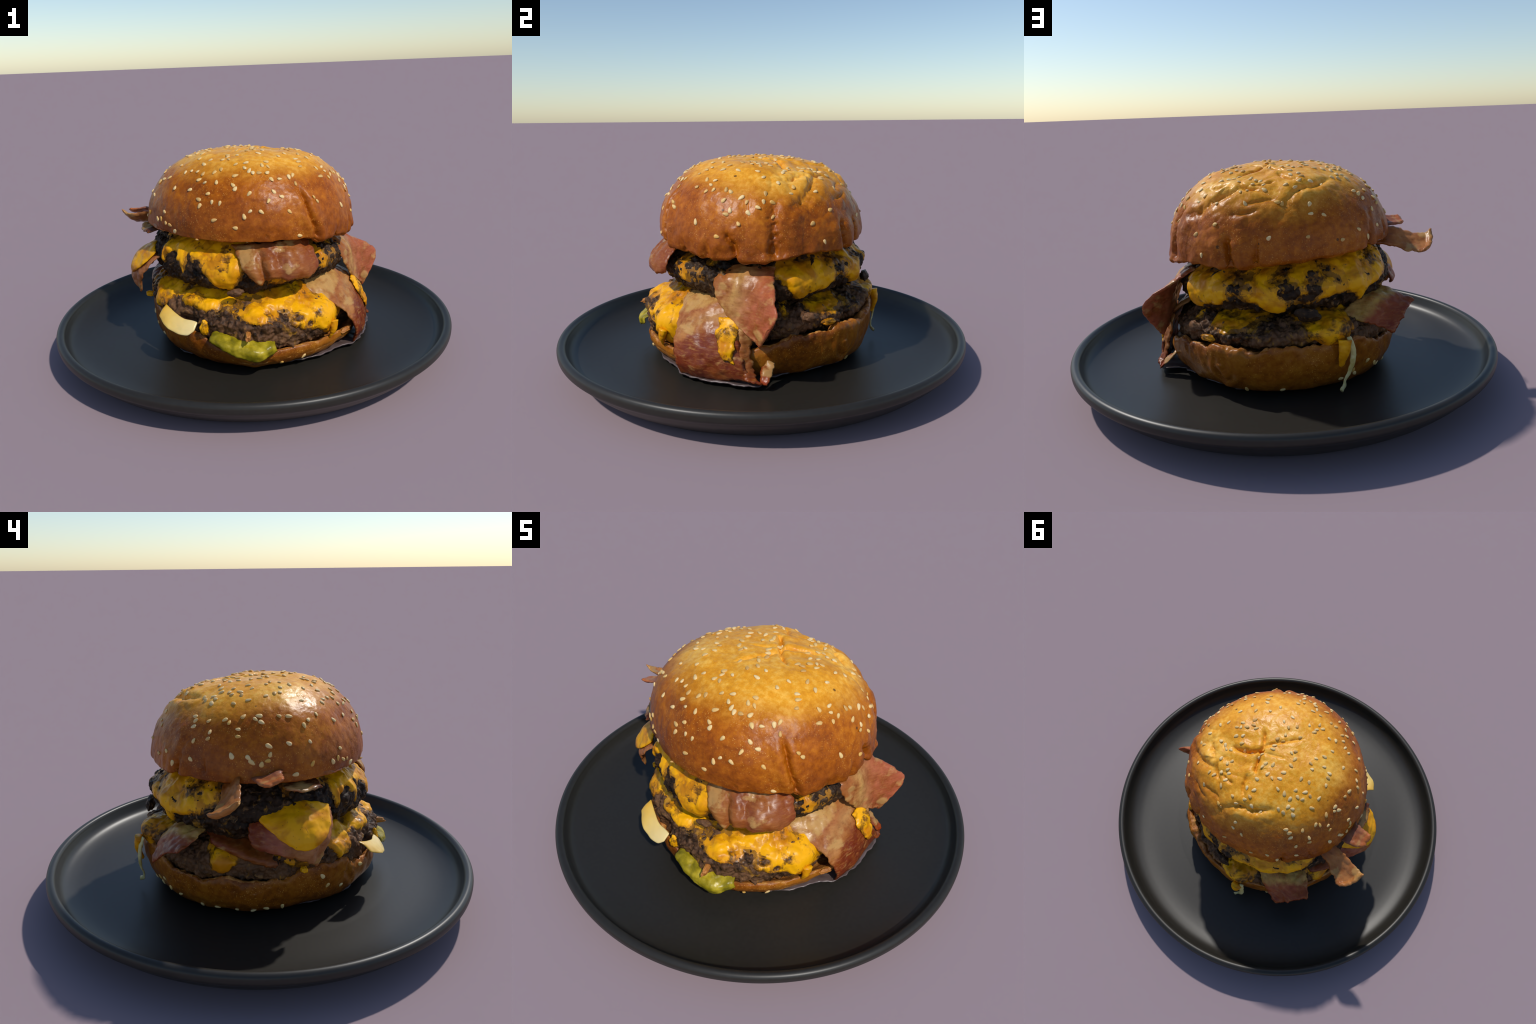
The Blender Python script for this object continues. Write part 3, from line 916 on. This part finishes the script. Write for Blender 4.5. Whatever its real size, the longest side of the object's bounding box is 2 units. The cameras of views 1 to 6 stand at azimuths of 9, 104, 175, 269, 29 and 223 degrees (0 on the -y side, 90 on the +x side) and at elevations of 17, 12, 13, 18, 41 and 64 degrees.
# crisp curl poking out at -x
slab('bacon_strip', [
    [(-.42, .145, .63), (-.43, .115, .665), (-.43, .08, .70)],
    [(-.50, .150, .618), (-.51, .118, .648), (-.52, .082, .690)],
    [(-.580, .172, .590), (-.595, .120, .618), (-.612, .080, .655)],
    [(-.630, .195, .588), (-.655, .145, .604), (-.670, .085, .652)],
    [(-.650, .200, .604), (-.688, .152, .622), (-.700, .088, .668)]],
    bacon_material('bacon_crisp', (-1, 0, 0), (-.46, .1, .6), [(0, BROWN), (.08, PALE), (.16, (.50, .22, .08)), (.22, (.55, .24, .07))], brown=.45),
    burger, .018, seed=7.0, wave=.004)
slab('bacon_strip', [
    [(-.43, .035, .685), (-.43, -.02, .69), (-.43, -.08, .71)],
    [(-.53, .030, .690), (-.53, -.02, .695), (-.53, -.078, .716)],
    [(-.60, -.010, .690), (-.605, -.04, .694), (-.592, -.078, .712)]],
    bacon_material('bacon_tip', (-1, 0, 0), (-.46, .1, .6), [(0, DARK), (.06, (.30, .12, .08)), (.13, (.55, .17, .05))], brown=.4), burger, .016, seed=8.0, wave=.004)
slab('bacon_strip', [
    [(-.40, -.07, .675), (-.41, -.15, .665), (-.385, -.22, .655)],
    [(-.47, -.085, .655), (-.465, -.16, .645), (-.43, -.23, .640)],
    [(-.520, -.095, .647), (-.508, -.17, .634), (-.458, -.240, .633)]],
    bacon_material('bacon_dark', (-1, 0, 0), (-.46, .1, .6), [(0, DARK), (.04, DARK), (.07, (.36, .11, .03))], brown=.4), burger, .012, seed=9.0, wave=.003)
# flap on -x with a square of cheese lying on it
flap = [
    [(-.42, .06, .53), (-.43, -.06, .55), (-.43, -.20, .55), (-.40, -.28, .53)],
    [(-.49, .05, .49), (-.53, -.05, .495), (-.525, -.18, .50), (-.455, -.285, .485)],
    [(-.535, .04, .43), (-.570, -.06, .425), (-.572, -.18, .43), (-.50, -.275, .43)],
    [(-.540, .01, .405), (-.582, -.08, .395), (-.592, -.165, .380), (-.534, -.222, .325)]]
slab('bacon_strip', push(flap, -.010),
     bacon_material('bacon_flap', (-.3, -.9, -.3), (-.53, .04, .44), [(0, RED), (.10, (.40, .12, .07)), (.18, PALE), (.24, (.48, .20, .08)), (.32, (.42, .16, .05))], brown=.45),
     burger, .016, seed=10.0, wave=.005)
slab('cheese_patch', push([
    [(-.44, .055, .55), (-.45, -.06, .565), (-.45, -.19, .565), (-.43, -.280, .545)],
    [(-.518, .000, .506), (-.545, -.08, .514), (-.54, -.18, .520), (-.475, -.282, .50)],
    [(-.565, -.070, .458), (-.582, -.12, .458), (-.584, -.19, .458), (-.535, -.262, .455)],
    [(-.586, -.132, .422), (-.590, -.150, .420), (-.590, -.18, .418), (-.575, -.205, .420)]], -.013),
    M_cheese_clean, burger, .013, seed=11.0, ragged=.003, wave=.003)
# strip sticking out at the back left
slab('bacon_strip', [
    [(-.22, .38, .375), (-.31, .32, .435), (-.38, .20, .445)],
    [(-.31, .425, .352), (-.385, .345, .430), (-.44, .235, .442)],
    [(-.375, .437, .335), (-.435, .362, .402), (-.495, .275, .430)],
    [(-.434, .446, .308), (-.490, .388, .372), (-.552, .320, .408)]],
    bacon_material('bacon_back', (-.66, .45, -.55), (-.40, .34, .42), [(-.08, FAT), (.0, (.56, .36, .08)), (.03, LEAN), (.10, RED), (.2, LEAN)], brown=.4, wobble=.03),
    burger, .015, seed=12.0, wave=.006)
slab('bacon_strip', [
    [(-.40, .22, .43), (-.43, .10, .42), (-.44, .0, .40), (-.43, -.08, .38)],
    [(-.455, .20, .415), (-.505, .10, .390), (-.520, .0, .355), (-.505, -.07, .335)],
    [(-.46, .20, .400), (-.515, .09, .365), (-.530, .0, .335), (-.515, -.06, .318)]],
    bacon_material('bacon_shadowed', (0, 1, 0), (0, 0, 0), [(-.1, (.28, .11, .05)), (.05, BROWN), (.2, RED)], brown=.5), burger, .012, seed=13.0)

# ---------------------------------------------------- onion, pickle, sauce ---
slab('onion_slice', [
    [(-.335, -.420, .338), (-.348, -.447, .322), (-.357, -.468, .302)],
    [(-.288, -.460, .318), (-.305, -.492, .300), (-.317, -.518, .276)],
    [(-.240, -.495, .303), (-.252, -.522, .283), (-.261, -.545, .256)],
    [(-.195, -.510, .300), (-.203, -.536, .277), (-.210, -.556, .250)],
    [(-.170, -.518, .295), (-.174, -.533, .280), (-.179, -.545, .265)]],
    M_onion, burger, .008, seed=14.0, wave=.0015, ragged=.001, grain=.0003)
slab('pickle_slice', [
    [(-.085, -.530, .262), (-.100, -.556, .250), (-.106, -.565, .232)],
    [(-.01, -.550, .250), (-.02, -.598, .226), (-.030, -.598, .197)],
    [(.06, -.560, .240), (.06, -.610, .212), (.055, -.612, .172)],
    [(.115, -.555, .232), (.12, -.606, .202), (.125, -.605, .160)],
    [(.165, -.520, .225), (.185, -.550, .210), (.190, -.556, .188)]],
    M_pickle, burger, .010, seed=15.0, wave=.004, ragged=.005, wave_scale=.04)
tube('sauce_drip', [(-.225, .515, .325), (-.238, .530, .28), (-.236, .535, .23), (-.222, .535, .18), (-.206, .528, .145), (-.200, .530, .118), (-.185, .548, .106)],
     [.010, .013, .014, .009, .007, .009, .011], M_sauce, burger, flat=.6, seed=1)
tube('cheese_drip', [(-.205, .535, .32), (-.200, .545, .27), (-.192, .540, .235), (-.189, .532, .212), (-.188, .530, .203)], [.030, .024, .016, .013, .004], M_cheese_clean, burger, flat=.7, seed=2)
tube('cheese_drip', [pol(-39, .555, .25), pol(-39.5, .560, .215), pol(-40.5, .553, .185), pol(-41, .545, .168)], [.024, .018, .010, .003], M_cheese_clean, burger, flat=.8, seed=3)

for c, ax, mat, name, s in [
        (pol(-83, .580, .268), [(.013, .0, .0), (.006, -.046, -.004), (0, -.003, .015)], M_crumb, 'crust_bit', 1),
        (pol(-104, .545, .275), [(.020, .004, 0), (-.003, .014, 0), (0, 0, .032)], M_cheese_low, 'crust_bit', 2),
        (pol(-161, .525, .295), [(.020, .004, 0), (-.003, .014, 0), (0, 0, .014)], M_cheese_low, 'crust_bit', 3),
        (pol(-28, .545, .165), [(.022, .026, .006), (-.012, .010, 0), (0, 0, .012)], M_crumb, 'crust_bit', 4),
        (pol(48, .525, .315), [(.028, -.026, .0), (.010, .010, 0), (0, 0, .015)], M_cheese_low, 'crust_bit', 5),
        (pol(38, .515, .345), [(.024, -.030, .0), (.014, .012, 0), (0, 0, .022)], M_patty_low, 'crust_bit', 6),
        (pol(97, .505, .425), [(.050, .0, .010), (.0, .020, 0), (-.006, 0, .026)], M_patty_up, 'crust_bit', 7),
        (pol(-89, .490, .430), [(.034, .0, .006), (.0, .016, 0), (-.004, 0, .018)], M_patty_low, 'crust_bit', 8)]:
    blob(name, c, ax, mat, burger, .5, s)

# ------------------------------------------------------------- grease film ---
film_r = around([(-180, .42), (-140, .45), (-125, .48), (-110, .46), (-95, .45), (-75, .48), (-60, .515), (-47, .53), (-32, .535), (-22, .58), (-4, .585), (8, .60), (13, .60),
                 (18, .50), (31, .475), (50, .47), (62, .48), (80, .46), (100, .45), (140, .44)])


def build_film(nth=360, ns=26):
    th = np.linspace(0, TAU, nth, endpoint=False)
    R = film_r(th)
    t = np.linspace(0, 1, ns)
    r = .36 + (R[:, None] - .36) * t[None]
    c = np.stack([np.cos(th)[:, None] * r, np.sin(th)[:, None] * r, .080 + .012 * t[None] ** 2 + 0 * r], -1)
    p = c.reshape(-1, 3)
    p[:, 2] += .006 * fbm(p, .05, 2, 71)
    p[:, :2] *= (1 + .02 * np.tile(t, nth) * fbm(p, .035, 3, 72))[:, None]
    low = p.copy()
    low[:, 2] -= .006
    V = np.concatenate([p.reshape(nth, ns, 3), low.reshape(nth, ns, 3)[:, ::-1]], 1)
    return make_object('grease_film', V.reshape(-1, 3), grid_faces(nth, 2 * ns, True)[:, ::-1].tolist(), M_film, burger)


build_film()

# ------------------------------------------------------------ sesame seeds ---


def seed_mesh():
    n, m = 14, 9
    V, F = [], []
    for i in range(m + 1):
        u = i / m
        x = -1 + 2 * u
        w = math.sqrt(max(0, 1 - x * x)) * (1 - 0.30 * x) ** 1.0
        for j in range(n):
            a = TAU * j / n
            V.append((x * .0135, w * .0082 * math.cos(a), w * .0045 * math.sin(a)))
    for i in range(m):
        for j in range(n):
            F.append((i * n + j, i * n + (j + 1) % n, (i + 1) * n + (j + 1) % n, (i + 1) * n + j))
    me = bpy.data.meshes.new('sesame_seed')
    me.from_pydata(V, [], F)
    me.polygons.foreach_set('use_smooth', np.ones(len(F), bool))
    me.materials.append(M_seed)
    return me


SEED = seed_mesh()


def place_seed(p, n, parent, spin, size):
    n = Vector(n).normalized()
    t = n.orthogonal().normalized()
    t = Matrix.Rotation(spin, 3, n) @ t
    b = n.cross(t)
    tilt = Matrix.Rotation(random.uniform(-.25, .25), 3, b)
    R = Matrix((tilt @ t, b, tilt @ n)).transposed()
    ob = bpy.data.objects.new('sesame_seed', SEED)
    bpy.context.collection.objects.link(ob)
    ob.parent = parent
    s = size
    ob.matrix_local = Matrix.Translation(Vector(p) + n * .0015) @ R.to_4x4() @ Matrix.Diagonal((s * random.uniform(.9, 1.1), s * random.uniform(.9, 1.1), s, 1))


def scatter_seeds(count=236):
    Nn = grid_normals(BUN)
    placed = []
    tries = 0
    while len(placed) < count and tries < 60000:
        tries += 1
        i, j = random.randrange(nth), random.randrange(6, int(ns * .74))
        p = BUN[i, j]
        r = math.hypot(p[0], p[1])
        th = math.degrees(math.atan2(p[1], p[0]))
        # area weighting, then: thick on the crown, thin on the flanks, almost none at the lip or on the back
        w = r / .5
        z = p[2]
        dens = 1.0 if z > .93 else (.62 if z > .85 else (.42 if z > .74 else .28))
        if z < .665:
            dens *= .25
        if 60 < th < 140 and z < .93:
            dens *= .45
        if -75 < th < 30 and .70 < z < .9:
            dens *= 1.25
        # a cluster on the -x flank
        if (p[0] + .42) ** 2 + (p[1] + .08) ** 2 + (z - .84) ** 2 < .012:
            dens *= 2.4
        if random.random() > w * min(1, dens * .8):
            continue
        if any((p[0] - a[0]) ** 2 + (p[1] - a[1]) ** 2 + (p[2] - a[2]) ** 2 < .0205 ** 2 for a in placed):
            continue
        placed.append(p)
        place_seed(p, Nn[i, j], top_bun, random.uniform(0, TAU), random.uniform(.85, 1.12))


scatter_seeds()
hn = grid_normals(HEEL)
for deg, zt in [(-170, .12), (-178, .12), (176, .11), (168, .11), (158, .105), (150, .105), (138, .13), (133, .15), (128, .17), (-150, .24), (-147, .185),
                (-138, .16), (-125, .22), (84, .105), (66, .10), (113, .12), (120, .15), (-57, .12), (-68, .11), (122, .13)]:
    i = int((math.radians(deg) % TAU) / TAU * HEEL.shape[0]) % HEEL.shape[0]
    lo = int(HEEL.shape[1] * .45)
    j = lo + int(np.argmin(np.abs(HEEL[i, lo:, 2] - zt) + (np.hypot(HEEL[i, lo:, 0], HEEL[i, lo:, 1]) < .4)))
    place_seed(HEEL[i, j], hn[i, j], bottom_bun, random.uniform(0, TAU), 1.0)
